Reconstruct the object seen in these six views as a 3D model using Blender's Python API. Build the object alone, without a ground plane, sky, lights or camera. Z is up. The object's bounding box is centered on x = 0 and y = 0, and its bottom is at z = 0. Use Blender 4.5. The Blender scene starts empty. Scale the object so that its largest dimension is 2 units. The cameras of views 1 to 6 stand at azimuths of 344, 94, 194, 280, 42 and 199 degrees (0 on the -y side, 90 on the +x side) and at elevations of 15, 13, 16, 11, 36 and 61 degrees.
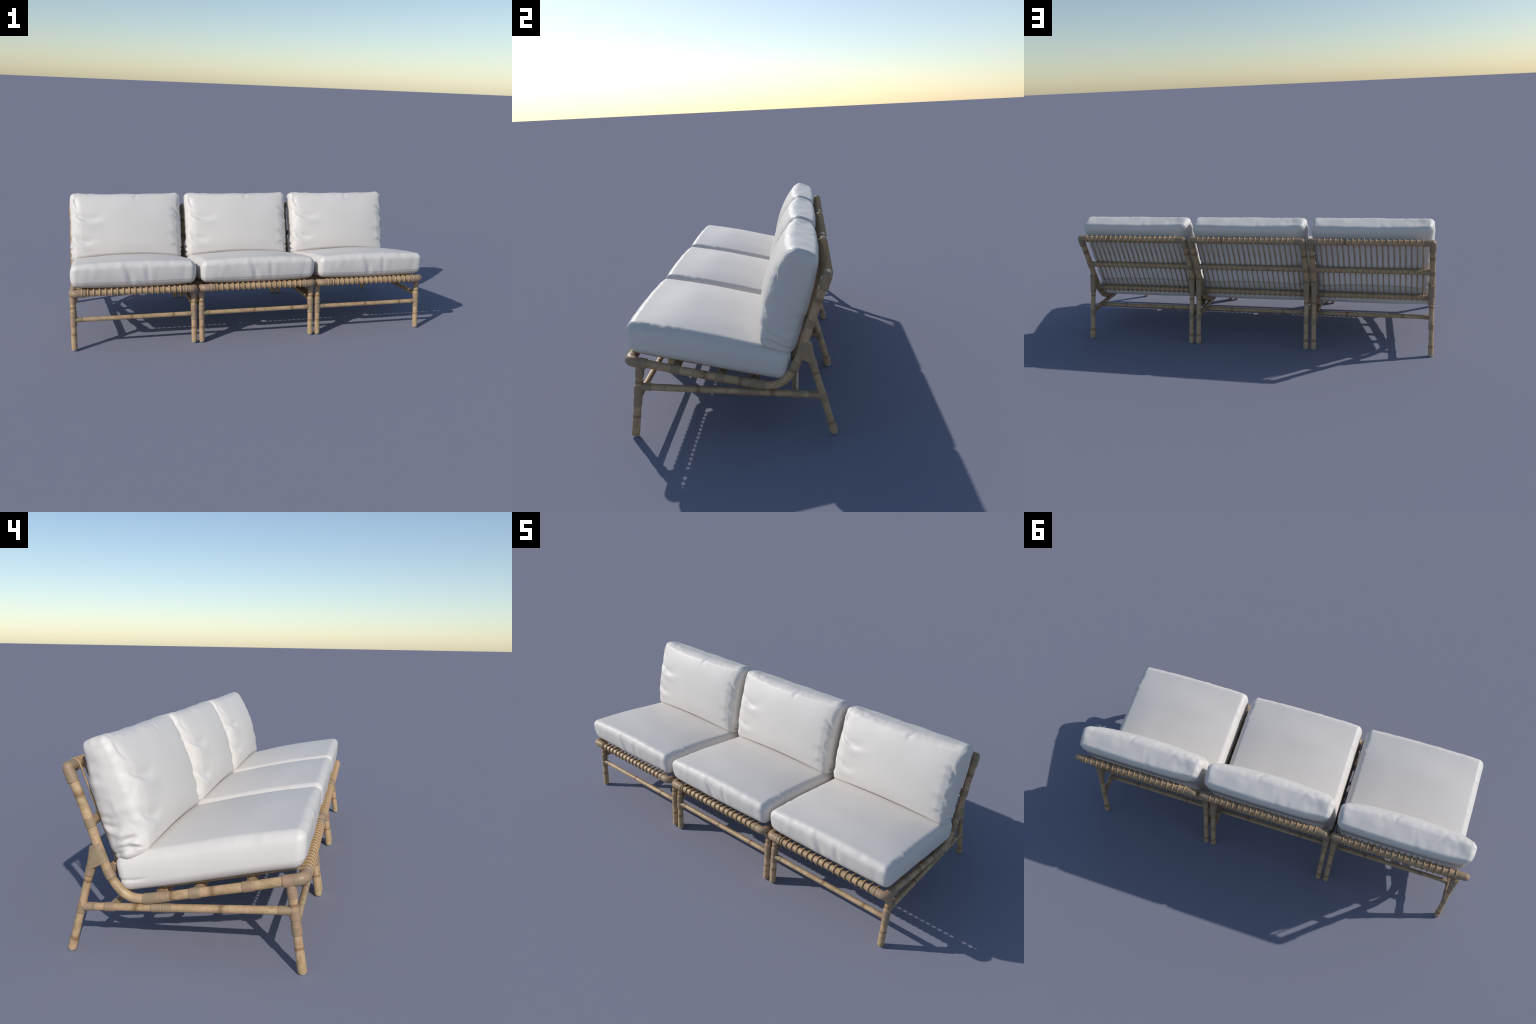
# Three armless rattan lounge chairs standing side by side as a sofa,
# each with a white seat cushion and a white back cushion.
import bpy, math, random
import numpy as np
from mathutils import Vector, noise

random.seed(7)
PITCH = 0.667            # distance between chair centres
XS = 0.3125              # half distance between the two side frames of a chair

# ------------------------------------------------------------------ helpers
def V(*a):
    return np.array(a, dtype=float)

class Build:
    """collects tube / loft pieces into one mesh"""
    def __init__(self):
        self.v, self.f, self.n = [], [], 0
    def add(self, verts, faces):
        self.v.append(np.asarray(verts, float))
        self.f += [tuple(i + self.n for i in q) for q in faces]
        self.n += len(verts)
    def rings(self, rings, cap=True, closed=False):
        """loft through rings of equal point count"""
        k = len(rings[0]); m = len(rings)
        verts = np.concatenate(rings)
        faces = []
        for i in range(m if closed else m - 1):
            a, b = i * k, ((i + 1) % m) * k
            for j in range(k):
                j2 = (j + 1) % k
                faces.append((a + j, a + j2, b + j2, b + j))
        if cap and not closed:
            faces.append(tuple(range(k - 1, -1, -1)))
            faces.append(tuple((m - 1) * k + j for j in range(k)))
        self.add(verts, faces)
    def tube(self, pts, radii, seg=20, cap=True, closed=False):
        pts = [np.asarray(p, float) for p in pts]
        m = len(pts)
        if np.isscalar(radii):
            radii = [radii] * m
        tang = []
        for i in range(m):
            a = pts[(i - 1) % m] if (closed or i > 0) else pts[i]
            b = pts[(i + 1) % m] if (closed or i < m - 1) else pts[i]
            t = b - a
            tang.append(t / np.linalg.norm(t))
        ref = V(0, 0, 1) if abs(tang[0][2]) < 0.9 else V(1, 0, 0)
        nrm = np.cross(tang[0], ref); nrm /= np.linalg.norm(nrm)
        rings = []
        for i in range(m):
            nrm = nrm - tang[i] * np.dot(nrm, tang[i]); nrm /= np.linalg.norm(nrm)
            bi = np.cross(tang[i], nrm)
            ang = np.arange(seg) * 2 * math.pi / seg
            rings.append(pts[i] + radii[i] * (np.outer(np.cos(ang), nrm) + np.outer(np.sin(ang), bi)))
        self.rings(rings, cap, closed)
    def mesh(self, name):
        me = bpy.data.meshes.new(name)
        co = np.concatenate(self.v)
        co[:, 2] = np.maximum(co[:, 2], 0.0)          # feet stand flat on the ground
        me.from_pydata(co.tolist(), [], self.f)
        me.validate(); me.update()
        import bmesh
        bm = bmesh.new(); bm.from_mesh(me)
        bmesh.ops.recalc_face_normals(bm, faces=bm.faces)
        bm.to_mesh(me); bm.free()
        me.polygons.foreach_set("use_smooth", [True] * len(me.polygons))
        me.set_sharp_from_angle(angle=math.radians(50))
        return me

def lerp(a, b, t):
    return np.asarray(a) * (1 - t) + np.asarray(b) * t

def straight(a, b, step=0.006):
    n = max(2, int(np.linalg.norm(np.asarray(b) - np.asarray(a)) / step) + 1)
    return [lerp(a, b, i / (n - 1)) for i in range(n)]

def smooth_path(ctrl, step=0.006):
    """Catmull-Rom through control points, resampled evenly"""
    c = [np.asarray(p, float) for p in ctrl]
    c = [2 * c[0] - c[1]] + c + [2 * c[-1] - c[-2]]
    pts = []
    for i in range(1, len(c) - 2):
        p0, p1, p2, p3 = c[i - 1:i + 3]
        for k in range(40):
            t = k / 40
            pts.append(0.5 * ((2 * p1) + (-p0 + p2) * t + (2 * p0 - 5 * p1 + 4 * p2 - p3) * t * t
                              + (-p0 + 3 * p1 - 3 * p2 + p3) * t ** 3))
    pts.append(c[-2])
    return resample(pts, step)

def resample(pts, step):
    pts = np.array(pts)
    d = np.concatenate([[0], np.cumsum(np.linalg.norm(np.diff(pts, axis=0), axis=1))])
    n = max(2, int(d[-1] / step) + 1)
    s = np.linspace(0, d[-1], n)
    return [V(*(np.interp(x, d, pts[:, k]) for k in range(3))) for x in s]

def fillet(a, corner, b, r, n=10):
    """straight - arc - straight path round a corner"""
    a, c, b = map(lambda p: np.asarray(p, float), (a, corner, b))
    u = (a - c) / np.linalg.norm(a - c); w = (b - c) / np.linalg.norm(b - c)
    half = math.acos(np.clip(np.dot(u, w), -1, 1)) / 2
    tl = r / math.tan(half)
    ctr = c + (u + w) / np.linalg.norm(u + w) * r / math.sin(half)
    p, q = c + u * tl, c + w * tl
    e1 = (p - ctr) / r; e2 = q - ctr; e2 = e2 - e1 * np.dot(e1, e2); e2 /= np.linalg.norm(e2)
    sweep = math.pi - 2 * half
    arc = [ctr + r * (math.cos(sweep * i / n) * e1 + math.sin(sweep * i / n) * e2) for i in range(n + 1)]
    return straight(a, p, 0.003)[:-1] + arc + straight(q, b, 0.003)[1:]

def cane_radii(pts, r, nodes=(), taper=0.0, wob=0.028, seed=0.0):
    """slightly uneven cane with thickened nodes (positions = points near the axis)"""
    out = []
    n = len(pts)
    for i, p in enumerate(pts):
        k = 1 + wob * noise.noise(Vector((p[0] * 14 + seed, p[1] * 14, p[2] * 14)))
        for q in nodes:
            d = np.linalg.norm(p - np.asarray(q))
            k += 0.045 * math.exp(-(d / 0.006) ** 2) - 0.02 * math.exp(-((d - 0.012) / 0.006) ** 2)
        out.append(r * k * (1 + taper * (i / (n - 1) - 0.5)))
    return out

def binding(b, pts, r0, r1=None, ridge=0.00014, pitch=0.0085, seed=0.0, seg=24):
    """sleeve of wound cane peel round a path: ridged, with rounded-off ends"""
    r1 = r0 if r1 is None else r1
    pts = resample(pts, 0.0012)
    d = 0.0; radii = []; n = len(pts)
    for i, p in enumerate(pts):
        if i: d += np.linalg.norm(p - pts[i - 1])
        t = i / (n - 1)
        ph = (d / pitch + 0.3 * noise.noise(Vector((d * 60, seed, 0.3)))) % 1.0
        k = ridge * (1 - 2 * abs(ph - 0.5)) ** 0.5 * 2 - ridge
        k += 0.0009 * noise.noise(Vector((d * 38, seed * 3.1 + 2, 1.7)))
        e = min(i, n - 1 - i)
        end = {0: -0.0012, 1: -0.0003}.get(e, 0.0)
        radii.append(r0 * (1 - t) + r1 * t + k + end)
    e0, e1 = (pts[1] - pts[0]) * 0.02, (pts[-1] - pts[-2]) * 0.02
    b.tube([pts[0] - e0] + pts + [pts[-1] + e1], [radii[0] - 0.003] + radii + [radii[-1] - 0.003], seg)

# ---------------------------------------------------------------- materials
def nodes_of(name):
    m = bpy.data.materials.new(name); m.use_nodes = True
    nt = m.node_tree
    return m, nt, nt.nodes["Principled BSDF"]

def link(nt, a, b):
    nt.links.new(a, b)

def node(nt, kind, **kw):
    n = nt.nodes.new(kind)
    for k, v in kw.items():
        setattr(n, k, v)
    return n

def ramp(nt, fac, stops, interp='LINEAR'):
    r = node(nt, "ShaderNodeValToRGB")
    r.color_ramp.interpolation = interp
    e = r.color_ramp.elements
    while len(e) < len(stops): e.new(0.5)
    for el, (p, c) in zip(e, stops):
        el.position = p; el.color = (*c, 1)
    link(nt, fac, r.inputs[0])
    return r.outputs[0]

def noise_tex(nt, vec, scale, detail=3, rough=0.55, stretch=None, offset=(0, 0, 0)):
    if stretch or any(offset):
        mp = node(nt, "ShaderNodeMapping")
        mp.inputs['Scale'].default_value = stretch or (1, 1, 1)
        mp.inputs['Location'].default_value = offset
        link(nt, vec, mp.inputs[0]); vec = mp.outputs[0]
    t = node(nt, "ShaderNodeTexNoise")
    t.inputs['Scale'].default_value = scale
    t.inputs['Detail'].default_value = detail
    t.inputs['Roughness'].default_value = rough
    link(nt, vec, t.inputs['Vector'])
    return t.outputs[0]

def mix(nt, fac, a, b, blend='MIX'):
    m = node(nt, "ShaderNodeMix", data_type='RGBA', blend_type=blend)
    for sock, val in ((m.inputs[0], fac), (m.inputs[6], a), (m.inputs[7], b)):
        if hasattr(val, 'is_output'): link(nt, val, sock)
        elif isinstance(val, (int, float)): sock.default_value = val
        else: sock.default_value = (*val, 1)
    return m.outputs[2]

def math_n(nt, op, a, b=None, clamp=False):
    m = node(nt, "ShaderNodeMath", operation=op, use_clamp=clamp)
    for s, v in zip(m.inputs, (a, b)):
        if v is None: continue
        if hasattr(v, 'is_output'): link(nt, v, s)
        else: s.default_value = v
    return m.outputs[0]

def bump(nt, h, bsdf, strength, dist):
    b = node(nt, "ShaderNodeBump")
    b.inputs['Strength'].default_value = strength
    b.inputs['Distance'].default_value = dist
    link(nt, h, b.inputs['Height']); link(nt, b.outputs[0], bsdf.inputs['Normal'])

CANE_PALE = (0.57, 0.405, 0.245)
CANE_MID = (0.415, 0.280, 0.158)
CANE_BROWN = (0.25, 0.145, 0.068)

def cane_material(name, axis, node_bands=(), tint=(1, 1, 1)):
    """peeled rattan pole: streaks along the axis, blotches, dark rings at nodes"""
    m, nt, bs = nodes_of(name)
    tc = node(nt, "ShaderNodeTexCoord"); oc = tc.outputs['Object']
    st = [1.0, 1.0, 1.0]; st[axis] = 0.12
    info = node(nt, "ShaderNodeObjectInfo")
    streak = noise_tex(nt, oc, 160, 3, 0.6, tuple(st))
    blotch = noise_tex(nt, oc, 24, 4, 0.65, offset=(3, 1, 7))
    spot = noise_tex(nt, oc, 75, 3, 0.6, tuple(0.5 if i == axis else 1 for i in range(3)), (5, 2, 9))
    base = ramp(nt, blotch, [(0.30, (0.33, 0.215, 0.120)), (0.43, CANE_MID), (0.62, CANE_PALE)])
    base = mix(nt, math_n(nt, 'MULTIPLY', streak, 0.45), base, (0.40, 0.255, 0.125))
    sp = ramp(nt, spot, [(0.50, (0, 0, 0)), (0.68, (1, 1, 1))])
    base = mix(nt, math_n(nt, 'MULTIPLY', sp, 0.80), base, CANE_BROWN)
    # greenish / pinkish drift of the peel
    hue = noise_tex(nt, oc, 9, 2, 0.5, offset=(11, 4, 2))
    base = mix(nt, 0.35, base, ramp(nt, hue, [(0.35, (0.47, 0.36, 0.18)), (0.65, (0.56, 0.345, 0.215))]))
    total = None
    for p, a, w in node_bands:
        sub = node(nt, "ShaderNodeVectorMath", operation='SUBTRACT')
        link(nt, oc, sub.inputs[0]); sub.inputs[1].default_value = p
        dot = node(nt, "ShaderNodeVectorMath", operation='DOT_PRODUCT')
        link(nt, sub.outputs[0], dot.inputs[0]); dot.inputs[1].default_value = a
        ln = node(nt, "ShaderNodeVectorMath", operation='LENGTH')
        link(nt, sub.outputs[0], ln.inputs[0])
        near = math_n(nt, 'LESS_THAN', ln.outputs['Value'], 0.05)
        wob = math_n(nt, 'ADD', dot.outputs['Value'], math_n(nt, 'MULTIPLY', math_n(nt, 'SUBTRACT', spot, 0.5), 0.012))
        f = math_n(nt, 'SUBTRACT', 1.0, math_n(nt, 'DIVIDE', math_n(nt, 'ABSOLUTE', wob), w), True)
        f = math_n(nt, 'MULTIPLY', f, near)
        total = f if total is None else math_n(nt, 'MAXIMUM', total, f)
    if total is not None:
        base = mix(nt, math_n(nt, 'MULTIPLY', total, 0.88), base, (0.20, 0.112, 0.052))
    base = mix(nt, 1.0, base, tint, 'MULTIPLY')
    link(nt, base, bs.inputs['Base Color'])
    bs.inputs['Roughness'].default_value = 0.42
    bs.inputs['Specular IOR Level'].default_value = 0.45
    bump(nt, streak, bs, 0.25, 0.0008)
    return m

def binding_material(name, tint=(1, 1, 1)):
    """wound cane peel: greyer and duller than the poles, turns differ a little in hue"""
    m, nt, bs = nodes_of(name)
    oc = node(nt, "ShaderNodeTexCoord").outputs['Object']
    a = noise_tex(nt, oc, 55, 3, 0.6)
    b = noise_tex(nt, oc, 22, 2, 0.5, offset=(4, 8, 1))
    base = ramp(nt, b, [(0.34, (0.345, 0.270, 0.165)), (0.5, (0.375, 0.270, 0.170)), (0.66, (0.42, 0.275, 0.185))])
    base = mix(nt, ramp(nt, a, [(0.4, (0, 0, 0)), (0.7, (0.6, 0.6, 0.6))]), base, (0.285, 0.205, 0.12))
    base = mix(nt, 1.0, base, tint, 'MULTIPLY')
    link(nt, base, bs.inputs['Base Color'])
    bs.inputs['Roughness'].default_value = 0.45
    bs.inputs['Specular IOR Level'].default_value = 0.4
    bump(nt, a, bs, 0.2, 0.0008)
    return m

def fabric_material(name):
    m, nt, bs = nodes_of(name)
    oc = node(nt, "ShaderNodeTexCoord").outputs['Object']
    a = noise_tex(nt, oc, 5, 2, 0.5)
    base = ramp(nt, a, [(0.3, (0.705, 0.662, 0.618)), (0.7, (0.730, 0.686, 0.642))])
    link(nt, base, bs.inputs['Base Color'])
    bs.inputs['Roughness'].default_value = 0.50
    bs.inputs['Specular IOR Level'].default_value = 0.5
    fine = noise_tex(nt, oc, 900, 2, 0.6)
    bump(nt, fine, bs, 0.08, 0.0005)
    return m

def plastic_material(name):
    m, nt, bs = nodes_of(name)
    oc = node(nt, "ShaderNodeTexCoord").outputs['Object']
    link(nt, ramp(nt, noise_tex(nt, oc, 40), [(0.3, (0.55, 0.57, 0.56)), (0.7, (0.65, 0.66, 0.64))]), bs.inputs['Base Color'])
    bs.inputs['Roughness'].default_value = 0.5
    return m

# ------------------------------------------------ skeleton of one side frame
# (y, z) of the bent pole that carries seat and back, front corner to top corner
FRONT = (-0.3725, 0.306)
TOP = (0.368, 0.606)
POLE = [FRONT, (-0.30, 0.290), (-0.20, 0.266), (-0.10, 0.2440), (0.00, 0.223), (0.08, 0.206), (0.130, 0.197),
        (0.165, 0.198), (0.196, 0.212), (0.221, 0.238), (0.241, 0.270), (0.260, 0.312), (0.281, 0.371),
        (0.303, 0.437), (0.333, 0.519), TOP]
def yz(x, p): return V(x, p[0], p[1])
pole_curve = smooth_path([yz(0, p) for p in POLE], 0.002)
pole_arr = np.array(pole_curve)
def pole_part(pred):
    return [p for p in pole_curve if pred(p)]
def at_x(pts, x): return [V(x, p[1], p[2]) for p in pts]

FOOT_F, HEAD_F = (-0.376, 0.0), (-0.3315, 0.292)
FOOT_R, HEAD_R = (0.379, 0.0), (0.2855, 0.355)
def leg_front(z): return (FOOT_F[0] + (HEAD_F[0] - FOOT_F[0]) * z / HEAD_F[1], z)
def leg_rear(z): return (FOOT_R[0] + (HEAD_R[0] - FOOT_R[0]) * z / HEAD_R[1], z)
def seat_pole_z(y):
    front = pole_arr[pole_arr[:, 1] < 0.16]
    front = front[front[:, 2] < 0.31]
    return float(np.interp(y, front[:, 1], front[:, 2]))
SIDE_BAR = (leg_rear(0.153), leg_front(0.202))          # side stretcher, rear to front
def side_bar(y):
    (y0, z0), (y1, z1) = SIDE_BAR
    return (y, z0 + (z1 - z0) * (y - y0) / (y1 - y0))
SEAT_BARS = [-0.2035, -0.037, 0.085]                     # y of the cross bars under the seat
BACK_BARS = [(0.3020, 0.4345), (0.2450, 0.274)]          # middle and low cross bars of the back
REAR_BAR_Y = 0.237
FRONT_BAR_Z = 0.158

R_POLE, R_LEG_F, R_LEG_R, R_SIDE, R_BAR, R_STRETCH = 0.0154, 0.0146, 0.0130, 0.0129, 0.0137, 0.0118
R_RAIL = 0.0155
R_SLAT = 0.0033
N_SLAT, SLAT_HALF = 19, 0.2655
slat_x = [-SLAT_HALF + 2 * SLAT_HALF * i / (N_SLAT - 1) for i in range(N_SLAT)]

def yz_dir(a, b):
    d = V(0, b[0] - a[0], b[1] - a[1]); return tuple(d / np.linalg.norm(d))

# ------------------------------------------------------------ cane nodes
nodes_leg_f = [leg_front(0.084), leg_front(0.222)]
nodes_leg_r = [leg_rear(0.046), leg_rear(0.245)]
nodes_pole = [((-0.095, 0.2385), yz_dir((0, 0), (1, -.23))), ((0.036, 0.210), yz_dir((0, 0), (1, -.2))),
              ((0.337, 0.520), yz_dir((0, 0), (.32, .95))), ((0.238, 0.256), yz_dir((0, 0), (.45, .9)))]
nodes_side = [side_bar(0.155), side_bar(-0.12)]
def both(p): return [(-XS, p[0], p[1]), (XS, p[0], p[1])]

mat_leg_f = cane_material("front_leg_cane", 2, [(p, yz_dir(FOOT_F, HEAD_F), 0.008) for q in nodes_leg_f for p in both(q)])
mat_leg_r = cane_material("rear_leg_cane", 2, [(p, yz_dir(FOOT_R, HEAD_R), 0.011) for q in nodes_leg_r for p in both(q)])
mat_pole = cane_material("bent_pole_cane", 1, [(p, a, 0.016) for q, a in nodes_pole for p in both(q)])
mat_side = cane_material("side_bar_cane", 1, [(p, (0, 1, 0), 0.014) for q in nodes_side for p in both(q)])
mat_bar = cane_material("cross_bar_cane", 0, [((x, -0.353, FRONT_BAR_Z), (1, 0, 0), 0.012) for x in (-0.02, 0.2)]
                        + [((x, REAR_BAR_Y, 0.157), (1, 0, 0), 0.012) for x in (-0.16, 0.14)])
mat_rail = cane_material("rail_cane", 0, [((-0.09, FRONT[0], FRONT[1]), (1, 0, 0), 0.012),
                                          ((0.13, TOP[0], TOP[1]), (1, 0, 0), 0.012)])
mat_slat = cane_material("slat_cane", 2, tint=(0.90, 0.88, 0.86))
mat_bind = binding_material("binding_peel", (0.93, 0.91, 0.90))
mat_fabric = fabric_material("white_fabric")
mat_foot = plastic_material("foot_glide_plastic")

# ---------------------------------------------------------------- frame parts
PARTS = []     # (name, mesh, material, parent index or None, extra props)
def part(name, b, mat, parent=None, **props):
    me = b.mesh(name); me.materials.append(mat)
    PARTS.append((name, me, mat, parent, props))
    return len(PARTS) - 1

for sx in (-1, 1):
    x = XS * sx
    # bent side pole
    b = Build()
    pts = at_x(resample(pole_curve, 0.005), x)
    pts = [p for p in pts if p[1] > FRONT[0] + 0.008 or p[2] > 0.32]
    b.tube(pts, cane_radii(pts, R_POLE, [yz(x, q) for q, a in nodes_pole], seed=sx), 22)
    pole = part("side_pole", b, mat_pole)
    # front leg with plastic glide
    b = Build()
    pts = straight(yz(x, leg_front(0.004)), yz(x, HEAD_F), 0.004)
    rr = cane_radii(pts, R_LEG_F, [yz(x, q) for q in nodes_leg_f], seed=2 + sx)
    rr = [r * (1.05 if p[2] < 0.082 else 1.0) for r, p in zip(rr, pts)]
    rr[0] *= 0.93
    b.tube(pts, rr, 22)
    lf = part("front_leg", b, mat_leg_f)
    b = Build()
    b.tube([yz(x, leg_front(z)) for z in (0.0, 0.001, 0.0055)], [0.010, 0.0112, 0.0112], 20)
    part("foot_glide", b, mat_foot, lf)
    # rear leg
    b = Build()
    pts = straight(yz(x, leg_rear(0.004)), yz(x, HEAD_R), 0.004)
    rr = cane_radii(pts, R_LEG_R, [yz(x, q) for q in nodes_leg_r], seed=5 + sx)
    rr = [r * (1.13 if p[2] < 0.044 else 1.0) for r, p in zip(rr, pts)]
    rr[0] *= 0.92
    b.tube(pts, rr, 22)
    lr = part("rear_leg", b, mat_leg_r)
    b = Build()
    b.tube([yz(x, leg_rear(z)) for z in (0.0, 0.001, 0.0055)], [0.010, 0.0112, 0.0112], 20)
    part("foot_glide", b, mat_foot, lr)
    # side stretcher
    b = Build()
    pts = straight(yz(x, SIDE_BAR[0]), yz(x, SIDE_BAR[1]), 0.005)
    b.tube(pts, cane_radii(pts, R_SIDE, [yz(x, q) for q in nodes_side], taper=0.08, seed=8 + sx), 20)
    side = part("side_stretcher", b, mat_side)

    # --- bindings on the front leg
    b = Build()
    for z0, z1, r in ((0.243, 0.268, 0.0168), (0.266, 0.284, 0.0160), (0.156, 0.176, 0.0158), (0.174, 0.206, 0.0172), (0.126, 0.158, 0.0170)):
        binding(b, [yz(x, leg_front(z0)), yz(x, leg_front(z1))], r, seed=z0 * 9 + sx)
    part("leg_binding", b, mat_bind, lf)
    # --- bindings on the rear leg, with the wedge that ties it to the back pole
    b = Build()
    binding(b, [yz(x, leg_rear(0.132)), yz(x, leg_rear(0.162))], 0.0152, seed=3 + sx)
    binding(b, [yz(x, leg_rear(0.260)), yz(x, leg_rear(0.292))], 0.0150, 0.0165, seed=4 + sx)
    part("leg_binding", b, mat_bind, lr)
    b = Build()
    rings = []
    steps = 46
    for i in range(-1, steps + 1):
        t = min(max(i / (steps - 1), 0), 1)
        p = lerp((0.2605, 0.306), (0.2835, 0.3665), t)       # on the pole
        q = lerp((0.3060, 0.281), (0.2890, 0.3640), t)       # on the leg
        rp, rq = 0.0183, lerp(0.0155, 0.0178, t)
        wob = 0.0004 * noise.noise(Vector((t * 9, sx, 0))) + 0.0003 * abs(math.sin(t * 22))
        if i in (-1, steps): rp -= 0.004; rq -= 0.004
        rp += wob; rq += wob
        d = q - p; L = np.linalg.norm(d); u = d / L
        up = V(-u[1], u[0])
        ring = []
        k = 13
        for c, r, a0 in ((q, rq, -math.pi / 2), (p, rp, math.pi / 2)):
            for j in range(k):
                a = a0 + math.pi * j / (k - 1)
                yzp = c + u * r * math.cos(a)
                ring.append(V(x + r * math.sin(a), yzp[0], yzp[1]))
        rings.append(np.array(ring))
    b.rings(rings)
    part("wedge_binding", b, mat_bind, lr)
    # --- bindings on the side stretcher
    b = Build()
    for y0, y1, r in ((0.034, 0.070, 0.0142), (0.069, 0.106, 0.0145), (0.226, 0.260, 0.0148), (0.288, 0.332, 0.0143), (-0.296, -0.340, 0.0145)):
        binding(b, [yz(x, side_bar(y0)), yz(x, side_bar(y1))], r, seed=y0 * 11 + sx)
    part("stretcher_binding", b, mat_bind, side)
    # --- bindings on the bent pole
    b = Build()
    for pred, r in ((lambda p: -0.222 < p[1] < -0.185 and p[2] < 0.4, 0.0176),
                    (lambda p: -0.055 < p[1] < -0.019 and p[2] < 0.4, 0.0176),
                    (lambda p: 0.042 < p[1] < 0.074 and p[2] < 0.24, 0.0174),
                    (lambda p: 0.072 < p[1] < 0.131 and p[2] < 0.24, 0.0180),
                    (lambda p: p[1] > 0.2 and 0.258 < p[2] < 0.289, 0.0175),
                    (lambda p: p[1] > 0.2 and 0.418 < p[2] < 0.448, 0.0174)):
        seg = at_x(pole_part(pred), x)
        binding(b, seg, r, seed=seg[0][1] * 13 + sx)
    part("pole_binding", b, mat_bind, pole)
    # --- corner elbows
    dy = V(0, 0.0725, -0.018); dy /= np.linalg.norm(dy)
    c = yz(x, FRONT)
    b = Build()
    path = fillet(c + dy * 0.058, c, c + V(-sx * 0.066, 0, 0), 0.019)
    binding(b, path, 0.0196, 0.0196, ridge=0.00012, pitch=0.011, seed=1 + sx)
    binding(b, [c + dy * 0.036, c + dy * 0.066], 0.0203, seed=2.5 + sx)
    part("corner_binding", b, mat_bind, pole)
    b = Build()
    c = yz(x, TOP)
    dn = V(0, 0.336 - TOP[0], 0.518 - TOP[1]); dn /= np.linalg.norm(dn)
    path = fillet(c + dn * 0.050, c, c + V(-sx * 0.047, 0, 0), 0.003)
    binding(b, path, 0.0178, 0.0176, ridge=0.00012, pitch=0.006, seed=6 + sx)
    part("corner_binding", b, mat_bind, pole)

# ------------------------------------------------------------------ cross bars
def cross_bar(name, p, r, half, mat, seed, sleeve=0.0, rs=0.0, nodes=()):
    b = Build()
    pts = straight(V(-half, *p), V(half, *p), 0.006)
    b.tube(pts, cane_radii(pts, r, nodes, seed=seed), 20)
    i = part(name, b, mat)
    if sleeve:
        b = Build()
        for s in (-1, 1):
            binding(b, [V(s * (XS - 0.010), *p), V(s * (XS - 0.010 - sleeve), *p)], rs, seed=seed + s)
        part("bar_binding", b, mat_bind, i)
    return i

front_rail = cross_bar("front_rail", FRONT, R_RAIL, XS - 0.02, mat_rail, 21, nodes=[V(-0.09, *FRONT)])
top_rail = cross_bar("top_rail", TOP, R_RAIL - 0.0005, XS - 0.02, mat_rail, 22)
mid_bar = cross_bar("back_bar", BACK_BARS[0], R_BAR, XS, mat_bar, 23, 0.036, 0.0152)
low_bar = cross_bar("back_bar", BACK_BARS[1], R_BAR, XS, mat_bar, 24, 0.034, 0.0152)
seat_bars = [cross_bar("seat_bar", (y, seat_pole_z(y)), R_BAR - 0.0005, XS, mat_bar, 25 + k, 0.030, 0.0148)
             for k, y in enumerate(SEAT_BARS)]
cross_bar("front_stretcher", leg_front(FRONT_BAR_Z), R_STRETCH, XS, mat_bar, 31, 0.034, 0.0128,
          nodes=[V(xx, -0.353, FRONT_BAR_Z) for xx in (-0.02, 0.2)])
cross_bar("rear_stretcher", side_bar(REAR_BAR_Y), R_STRETCH, XS, mat_bar, 32, 0.030, 0.0130)

# ------------------------------------------------------------------ slats
def tangent_line(c0, r0, c1, r1, side):
    """tangent of two circles in the yz plane on the given side (unit normal sign)"""
    c0, c1 = np.array(c0), np.array(c1)
    d = c1 - c0; L = np.linalg.norm(d); u = d / L
    n = np.array([-u[1], u[0]]) * side
    return c0 + n * r0, c1 + n * r1, n

def slat_mesh(name, c0, r0, c1, r1, side, mids):
    """thin cane: a ring round the first bar, a straight run, a ring round the last bar"""
    b = Build()
    p, q, n = tangent_line(c0, r0 + R_SLAT * 0.8, c1, r1 + R_SLAT * 0.8, side)
    u = np.array([n[1], -n[0]]) * side; u /= np.linalg.norm(u)
    d = np.array(c1) - np.array(c0); d = d / np.linalg.norm(d)
    def ring(c, r, sgn):
        out = []
        for k in range(33):
            a = 2 * math.pi * k / 32 * 0.97
            v = np.array(c) + r * (math.cos(a) * n + sgn * math.sin(a) * d)
            out.append(V(0.0042 * (k / 32) - 0.0042 if sgn > 0 else -0.0042 * (k / 32), v[0], v[1]))
        return out
    end = ring(c1, r1 + R_SLAT * 0.8, 1)
    start = ring(c0, r0 + R_SLAT * 0.8, -1)[::-1]
    run = [V(-0.0 , *lerp(p, q, t)) for t in np.linspace(0.04, 0.96, 24)]
    run = [r + V(0.0006 * math.sin(i * 0.7), 0, 0) for i, r in enumerate(run)]
    end = [e + V(0.0042, 0, 0) for e in end]
    pts = start + run + end
    rad = []
    for i, pnt in enumerate(pts):
        rad.append(R_SLAT * (1 + 0.06 * noise.noise(Vector((pnt[1] * 40, pnt[2] * 40, 3.0)))))
    b.tube(pts, rad, 10)
    me = b.mesh(name); me.materials.append(mat_slat)
    return me

back_slat_me = slat_mesh("back_slat", BACK_BARS[1], R_BAR, TOP, R_RAIL - 0.0005, 1, None)
seat_slat_me = slat_mesh("seat_slat", FRONT, R_RAIL, (SEAT_BARS[2], seat_pole_z(SEAT_BARS[2])), R_BAR, 1, None)

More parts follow.
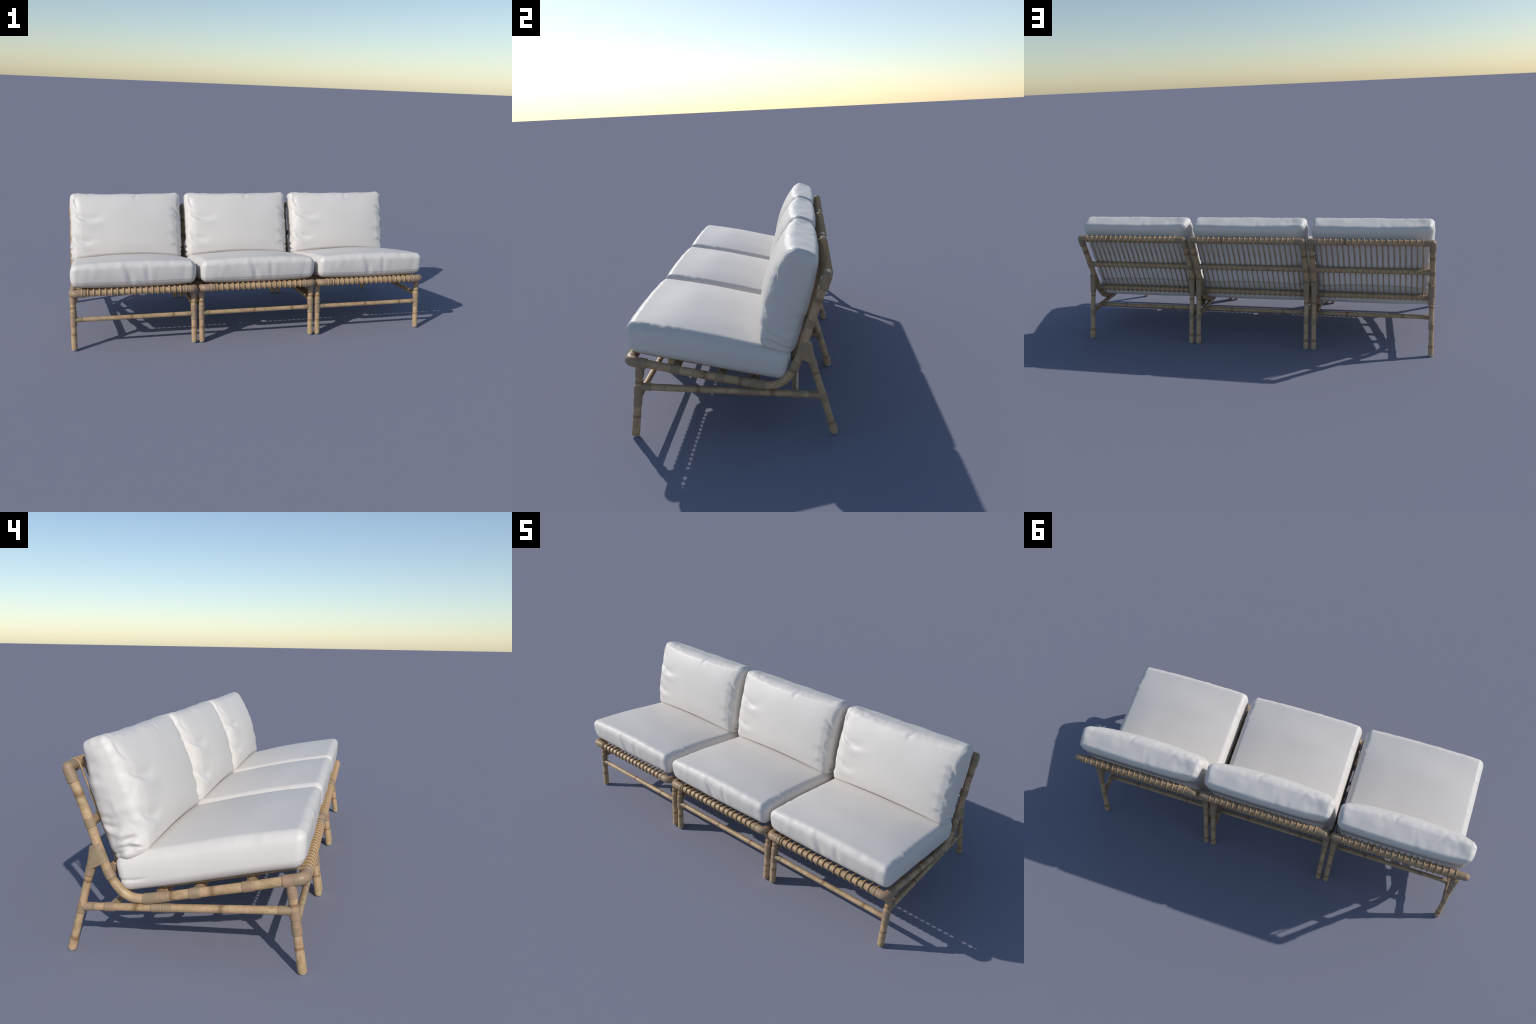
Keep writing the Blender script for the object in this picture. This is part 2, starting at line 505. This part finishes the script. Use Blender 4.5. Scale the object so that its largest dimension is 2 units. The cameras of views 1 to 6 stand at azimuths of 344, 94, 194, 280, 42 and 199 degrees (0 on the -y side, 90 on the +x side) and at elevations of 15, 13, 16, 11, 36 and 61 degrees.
# lashing: thin peel wound crosswise round a bar and every slat that passes it
def lashing(parent, c, r, front, seed):
    b = Build()
    fa = math.atan2(front[1], front[0])
    rnd = random.Random(seed)
    for hand in (1, -1):
        pts = []
        n = 16
        for i in range(N_SLAT - 1):
            skew = rnd.uniform(-0.35, 0.35)
            for k in range(n):
                t = k / n
                a = fa + hand * (2 * math.pi * t + skew * math.sin(2 * math.pi * t))
                near = math.exp(-((min(t, 1 - t)) / 0.06) ** 2)
                rr = r + 0.0010 + near * (2 * R_SLAT) + (0.0005 if hand > 0 else 0)
                x = slat_x[i] + (slat_x[i + 1] - slat_x[i]) * t + rnd.uniform(-0.0008, 0.0008)
                pts.append(V(x, c[0] + rr * math.cos(a), c[1] + rr * math.sin(a)))
        b.tube(pts, 0.0013, 6)
    part("lashing", b, mat_slat, parent, kind="stuff")

d_back = np.array(TOP) - np.array(BACK_BARS[1]); n_back = np.array([-d_back[1], d_back[0]]) / np.linalg.norm(d_back)
lashing(mid_bar, BACK_BARS[0], R_BAR, n_back, 1)
for k in (0, 1):
    lashing(seat_bars[k], (SEAT_BARS[k], seat_pole_z(SEAT_BARS[k])), R_BAR, (0.2, 1.0), 2 + k)

# ------------------------------------------------------------------ cushions
def box_grid(hx, hb, hc, step):
    """closed box surface as a grid, points in [-h, h]"""
    nx, nb, nc = (max(4, int(round(2 * h / step))) for h in (hx, hb, hc))
    idx = {}; verts = []
    def vid(i, j, k):
        key = (i, j, k)
        if key not in idx:
            idx[key] = len(verts)
            verts.append((-hx + 2 * hx * i / nx, -hb + 2 * hb * j / nb, -hc + 2 * hc * k / nc))
        return idx[key]
    faces = []
    for i in range(nx):
        for j in range(nb):
            faces.append((vid(i, j, 0), vid(i, j + 1, 0), vid(i + 1, j + 1, 0), vid(i + 1, j, 0)))
            faces.append((vid(i, j, nc), vid(i + 1, j, nc), vid(i + 1, j + 1, nc), vid(i, j + 1, nc)))
    for i in range(nx):
        for k in range(nc):
            faces.append((vid(i, 0, k), vid(i + 1, 0, k), vid(i + 1, 0, k + 1), vid(i, 0, k + 1)))
            faces.append((vid(i, nb, k), vid(i, nb, k + 1), vid(i + 1, nb, k + 1), vid(i + 1, nb, k)))
    for j in range(nb):
        for k in range(nc):
            faces.append((vid(0, j, k), vid(0, j, k + 1), vid(0, j + 1, k + 1), vid(0, j + 1, k)))
            faces.append((vid(nx, j, k), vid(nx, j + 1, k), vid(nx, j + 1, k + 1), vid(nx, j, k + 1)))
    return np.array(verts), faces

def round_box(P, h, r):
    h = np.array(h)
    # spread the grid lines inside the rounded zone evenly over the arc
    core = np.clip(P, -(h - r), h - r)
    d = P - core
    ang = np.tan(np.clip(d / r, -1, 1) * math.pi / 4)
    L = np.linalg.norm(ang, axis=1)
    m = np.abs(ang).max(axis=1)
    s = np.where(L > 1e-9, 1.0 / np.maximum(L, 1e-9), 0)
    on_face = np.where(m > 0.999, 1.0, 0.0)
    return core + ang * s[:, None] * r * np.where(m > 0, 1, 0)[:, None]

def curve1d(pts):
    """smooth interpolation of (y, z) control points at even parameters"""
    c = np.array(pts, float)
    n = len(c)
    ext = np.vstack([2 * c[0] - c[1], c, 2 * c[-1] - c[-2]])
    def f(t):
        s = np.clip(t, 0, 1) * (n - 1)
        i = np.minimum(s.astype(int), n - 2); u = (s - i)[:, None]
        p0, p1, p2, p3 = ext[i], ext[i + 1], ext[i + 2], ext[i + 3]
        return 0.5 * (2 * p1 + (p2 - p0) * u + (2 * p0 - 5 * p1 + 4 * p2 - p3) * u ** 2 + (3 * p1 - p0 - 3 * p2 + p3) * u ** 3)
    return f

def nz(P, freq, seed, stretch=(1, 1, 1)):
    S = np.array(stretch) * freq
    return np.array([noise.noise(Vector((p[0] * S[0] + seed, p[1] * S[1] + seed * 1.7, p[2] * S[2]))) for p in P])

def sstep(a, b, x):
    t = np.clip((x - a) / (b - a), 0, 1); return t * t * (3 - 2 * t)

def fold(px, pb, x0, b0, x1, b1, width, depth):
    """soft groove with a fuller lip on one side, along a segment in the face plane"""
    d = np.array([x1 - x0, b1 - b0]); L = np.linalg.norm(d); u = d / L; w = np.array([-u[1], u[0]])
    rx, rb = px - x0, pb - b0
    s = (rx * u[0] + rb * u[1]) / L
    sag = 0.12 * L * np.sin(np.clip(s, 0, 1) * math.pi)
    q = (rx * w[0] + rb * w[1] + sag) / (width * (0.7 + 0.8 * np.clip(s, 0, 1)))
    along = sstep(-0.15, 0.25, s) * sstep(1.25, 0.45, s)
    groove = np.where(q > 0, np.exp(-(q / 1.5) ** 2), np.exp(-(q / 0.9) ** 2))
    return depth * along * (-groove + 0.6 * np.exp(-((q + 2.2) / 1.4) ** 2))

def puff(n, eps=0.12):
    """soft pillows parted by narrow creases"""
    return np.sqrt(n * n + eps * eps) - 0.25

def patches(P, freq, seed, lo=-0.10, hi=0.30):
    """uneven mask: wrinkles gather in some places and leave others smooth"""
    return sstep(lo, hi, nz(P, freq, seed))

def pinch(n, lo=0.1):
    """keeps only the stronger swings of a noise: sparse tucks instead of even ripples"""
    return np.sign(n) * np.maximum(np.abs(n) - lo, 0)

def normals_of(verts, faces):
    f = np.array(faces); v = verts
    n = np.cross(v[f[:, 2]] - v[f[:, 0]], v[f[:, 3]] - v[f[:, 1]])
    out = np.zeros_like(v)
    for k in range(4):
        np.add.at(out, f[:, k], n)
    return out / np.maximum(np.linalg.norm(out, axis=1), 1e-12)[:, None]

def cushion_mesh(name, verts, faces):
    me = bpy.data.meshes.new(name)
    me.from_pydata(verts.tolist(), [], faces)
    me.update()
    me.polygons.foreach_set("use_smooth", [True] * len(me.polygons))
    me.materials.append(mat_fabric)
    return me

STEP = 0.0045
# ---- seat cushion: x across, b from front to back, c from underside to top
def seat_cushion():
    h = (0.3225, 0.305, 0.058)
    P, F = box_grid(*h, STEP)
    Q = round_box(P, h, 0.031)
    X, Bn, C = Q[:, 0] / h[0], Q[:, 1] / h[1], Q[:, 2] / h[2]
    t = (Bn + 1) / 2
    low = curve1d([(-0.367, 0.334), (-0.22, 0.305), (-0.08, 0.273), (0.07, 0.238), (0.202, 0.210)])(t)
    top = curve1d([(-0.373, 0.455), (-0.22, 0.426), (-0.07, 0.393), (0.08, 0.358), (0.232, 0.322)])(t)
    yzp = low + (top - low) * ((C + 1) / 2)[:, None]
    crown_x = 1 - np.abs(X) ** 2.2
    crown_b = 0.36 + 0.52 * sstep(0, 0.38, t) - 0.34 * sstep(0.45, 0.85, t)
    up = np.clip(C, 0, 1); dn = np.clip(-C, 0, 1)
    z = yzp[:, 1] + 0.034 * crown_x * crown_b * up - 0.020 * crown_x * (0.35 + 0.65 * np.sin(np.pi * t)) * (1 - 0.5 * sstep(0.6, 1, t)) * dn
    y = yzp[:, 0] - 0.007 * np.clip(-Bn, 0, 1) ** 6 * (1 - C ** 2) * (1 - np.abs(X) ** 6)
    x = Q[:, 0] - 0.009 * np.sign(X) * np.abs(X) ** 6 * C ** 2
    W = np.stack([x, y, z], 1)
    N = normals_of(W, F)
    px, pb = P[:, 0], P[:, 1]
    front = sstep(-0.88, -0.99, Bn); toph = sstep(0.45, 0.95, C)
    d = 0.0012 * nz(W, 8, 3.3)
    # upright folds on the front face
    d += front * 0.0026 * nz(W, 22, 8.1, (1.0, 0.2, 0.40)) * (1 - C ** 4) * patches(W, 8, 2.2)
    d += front * 0.0016 * nz(W, 13, 6.3)
    for x0, w, a, tilt in ((-0.030, 0.014, 0.0026, 0.40), (0.066, 0.013, 0.0020, 0.10), (0.118, 0.018, 0.0010, -0.1)):
        q = (px - x0 + tilt * C * h[2]) / w
        d += front * a * (-np.exp(-q ** 2) + 0.7 * np.exp(-((q + 1.9) / 1.3) ** 2)) * (1 - C ** 2)
    # pinched tucks along the front part of the right-hand and front top edges
    edge = np.exp(-((1 - X) * h[0] / 0.024) ** 2) * toph * sstep(0.50, 0.05, t)
    d += edge * 0.0120 * pinch(nz(W, 46, 5.5, (0.35, 1.0, 0.2)), 0.08)
    edge = np.exp(-((1 + Bn) * h[1] / 0.026) ** 2) * toph
    d += edge * 0.0032 * pinch(nz(W, 27, 1.5, (1.0, 0.3, 0.15)), 0.05)
    edge = np.exp(-((1 + X) * h[0] / 0.024) ** 2) * toph
    d += edge * 0.0030 * pinch(nz(W, 36, 2.5, (0.3, 1.0, 0.2)))
    # stitched lower edge line along the front
    d += -0.0012 * front * np.exp(-((C + 0.62) / 0.05) ** 2)
    # crease on the left side where the back cushion presses on the rear
    side = sstep(0.93, 1.0, -X)
    d += -0.006 * side * np.exp(-((C + 0.30 + 0.05 * np.sin(30 * t)) / 0.06) ** 2) * sstep(0.80, 0.90, t)
    d += -0.0035 * np.exp(-((C + 0.30) / 0.10) ** 2) * sstep(0.985, 1.0, t)
    return cushion_mesh("seat_cushion", W + N * d[:, None], F)

# ---- back cushion: x across, b from bottom to top, c from rear to front
def back_cushion():
    h = (0.3205, 0.200, 0.068)
    P, F = box_grid(*h, STEP)
    Q = round_box(P, h, 0.030)
    X, Bn, C = Q[:, 0] / h[0], Q[:, 1] / h[1], Q[:, 2] / h[2]
    t = (Bn + 1) / 2
    front = curve1d([(0.113, 0.342), (0.122, 0.412), (0.137, 0.490), (0.161, 0.566), (0.197, 0.641), (0.243, 0.713)])(t)
    rear = curve1d([(0.245, 0.302), (0.266, 0.368), (0.286, 0.436), (0.307, 0.508), (0.328, 0.584), (0.347, 0.680)])(t)
    yzp = rear + (front - rear) * ((C + 1) / 2)[:, None]
    nf = front - rear; nf = nf / np.linalg.norm(nf, axis=1)[:, None]
    fr = np.clip(C, 0, 1); bk = np.clip(-C, 0, 1)
    cx = 1 - np.abs(X) ** 2.2
    cb = np.sin(np.pi * np.clip(t, 0, 1)) ** 0.7
    yzp = yzp + nf * (0.024 * cx * (0.70 + 0.30 * cb - 0.25 * sstep(0.3, 0.0, t)) * fr)[:, None]
    yzp = yzp + nf * ((0.009 + 0.010 * sstep(0.45, 1.0, t)) * np.where(X > 0, 0.35 + 0.9 * sstep(0.6, 0.2, t), 1.0 + 0.5 * sstep(0.6, 0.2, t)) * np.abs(X) ** 3.5 * bk)[:, None]
    yzp = yzp - nf * (0.010 * sstep(-0.80, -1.0, X) * fr * cb)[:, None]        # slacker left edge
    yzp = yzp - nf * (0.010 * sstep(0.80, 1.0, X) * fr * cb)[:, None]
    z = yzp[:, 1] + 0.024 * cx * np.clip(-Bn, 0, 1) ** 2 - 0.005 * cx * np.clip(Bn, 0, 1) ** 4 + (0.008 * fr - 0.011 * bk) * np.abs(X) ** 7 * np.clip(Bn, 0, 1) ** 4
    x = Q[:, 0] * (1 - (np.where(X > 0, 0.010, 0.030) + 0.022 * sstep(0.70, 0.20, t)) * bk * np.abs(X) ** 3)
    x = x - 0.008 * np.sign(X) * np.abs(X) ** 8 * C ** 2 * (1 - np.clip(Bn, 0, 1) ** 4)
    x = x - 0.005 * sstep(0.55, 1.0, X) * cb                    # right edge drawn in
    W = np.stack([x, yzp[:, 0], z], 1)
    N = normals_of(W, F)
    px, pb = P[:, 0], P[:, 1]
    frh = sstep(0.35, 0.9, C); topf = sstep(0.80, 0.99, Bn); lside = sstep(-0.80, -0.98, X); rside = sstep(0.88, 0.99, X)
    d = 0.0014 * nz(W, 7, 2.3)
    # long soft dents running in from the left edge of the front
    d += frh * fold(px, pb, -0.305, 0.078, -0.150, 0.050, 0.012, 0.0085)
    d += frh * fold(px, pb, -0.310, -0.052, -0.190, -0.088, 0.013, 0.0080)
    d += frh * fold(px, pb, -0.300, 0.170, -0.275, 0.110, 0.009, 0.0045)
    # dents at the right edge
    d += frh * fold(px, pb, 0.320, 0.068, 0.262, 0.105, 0.008, 0.0058)
    d += frh * fold(px, pb, 0.320, 0.040, 0.255, 0.060, 0.008, 0.0032)
    d += frh * fold(px, pb, 0.320, -0.075, 0.240, -0.040, 0.011, 0.0042)
    d += frh * fold(px, pb, 0.320, -0.130, 0.250, -0.120, 0.009, 0.0040)
    d += frh * fold(px, pb, 0.065, 0.205, 0.045, 0.150, 0.008, 0.0020)
    # tucks along the side and top edges
    e = np.exp(-((1 - X) * h[0] / 0.022) ** 2)
    d += e * frh * 0.0090 * pinch(nz(W, 34, 5.0, (0.3, 0.4, 1.0)), 0.12)
    e = np.exp(-((1 + X) * h[0] / 0.024) ** 2)
    d += e * frh * 0.0016 * pinch(nz(W, 26, 3.0, (0.3, 0.4, 1.0)), 0.10)
    e = np.exp(-((1 - Bn) * h[1] / 0.024) ** 2)
    d += e * 0.0030 * pinch(nz(W, 24, 9.1, (1.0, 0.5, 0.4))) * patches(W, 6, 4.1)
    # lumpy, slack top and left side; flatter right side
    d += topf * (0.0030 * nz(W, 11, 6.6) + 0.0075 * puff(nz(W, 17, 3.9, (1, 0.8, 1)), 0.16) * patches(W, 7, 1.2, -0.30, 0.20)
                 + 0.0016 * nz(W, 34, 1.6) * patches(W, 9, 8.8))
    d += lside * (0.0035 * nz(W, 10, 7.7) + 0.0100 * puff(nz(W, 16, 4.4, (0.8, 1.0, 1.1)), 0.11) * patches(W, 8, 3.1, -0.45, 0.10)
                  + 0.0020 * nz(W, 36, 2.6) * patches(W, 10, 5.8, -0.2, 0.2))
    # pinched folds where the sides meet the seat
    pc = P[:, 2]
    d += lside * fold(pc, pb, 0.060, -0.168, -0.050, -0.160, 0.006, 0.0060)
    d += lside * fold(pc, pb, 0.050, -0.125, -0.020, -0.142, 0.007, 0.0040)
    d += lside * fold(pc, pb, -0.065, -0.060, 0.020, -0.075, 0.008, 0.0055)
    d += rside * fold(pc, pb, 0.060, -0.155, -0.010, -0.175, 0.006, 0.0050)
    d += rside * fold(pc, pb, 0.055, -0.120, 0.000, -0.150, 0.007, 0.0035)
    d += rside * fold(pc, pb, -0.060, -0.100, 0.015, -0.085, 0.009, 0.0035)
    d += rside * 0.0018 * nz(W, 14, 5.2)
    # creases on the sides low down
    for m in (lside, rside):
        d += -0.0060 * m * np.exp(-((Bn + 0.84 - 0.05 * C) / 0.040) ** 2) * sstep(-0.9, -0.3, -C)
        d += -0.0035 * m * np.exp(-((Bn + 0.28 + 0.14 * C) / 0.06) ** 2) * sstep(0.3, -0.6, C)
        d += -0.0012 * m * np.exp(-((Bn - 0.20 - 0.10 * C) / 0.07) ** 2) * sstep(0.2, -0.6, C)
    return cushion_mesh("back_cushion", W + N * d[:, None], F)

seat_me = seat_cushion()
back_me = back_cushion()

# ------------------------------------------------------------------ assembly
def put(name, me, parent, loc=(0, 0, 0)):
    ob = bpy.data.objects.new(name, me)
    bpy.context.scene.collection.objects.link(ob)
    ob.parent = parent
    ob.location = loc
    return ob

for k in (-1, 0, 1):
    chair = bpy.data.objects.new("rattan_lounge_chair", None)
    chair.empty_display_size = 0.1
    bpy.context.scene.collection.objects.link(chair)
    chair.location = (k * PITCH, 0, 0)
    chair["label"] = "armless rattan lounge chair, sofa section with white cushions"
    chair["category"] = "lounge chair"
    made = []
    for name, me, mat, parent, props in PARTS:
        ob = put(name, me, chair if parent is None else made[parent])
        for key, val in props.items():
            ob[key] = val
        made.append(ob)
    for x in slat_x:
        put("back_slat", back_slat_me, chair, (x, 0, 0))
        put("seat_slat", seat_slat_me, chair, (x, 0, 0))
    put("seat_cushion", seat_me, chair)
    put("back_cushion", back_me, chair)
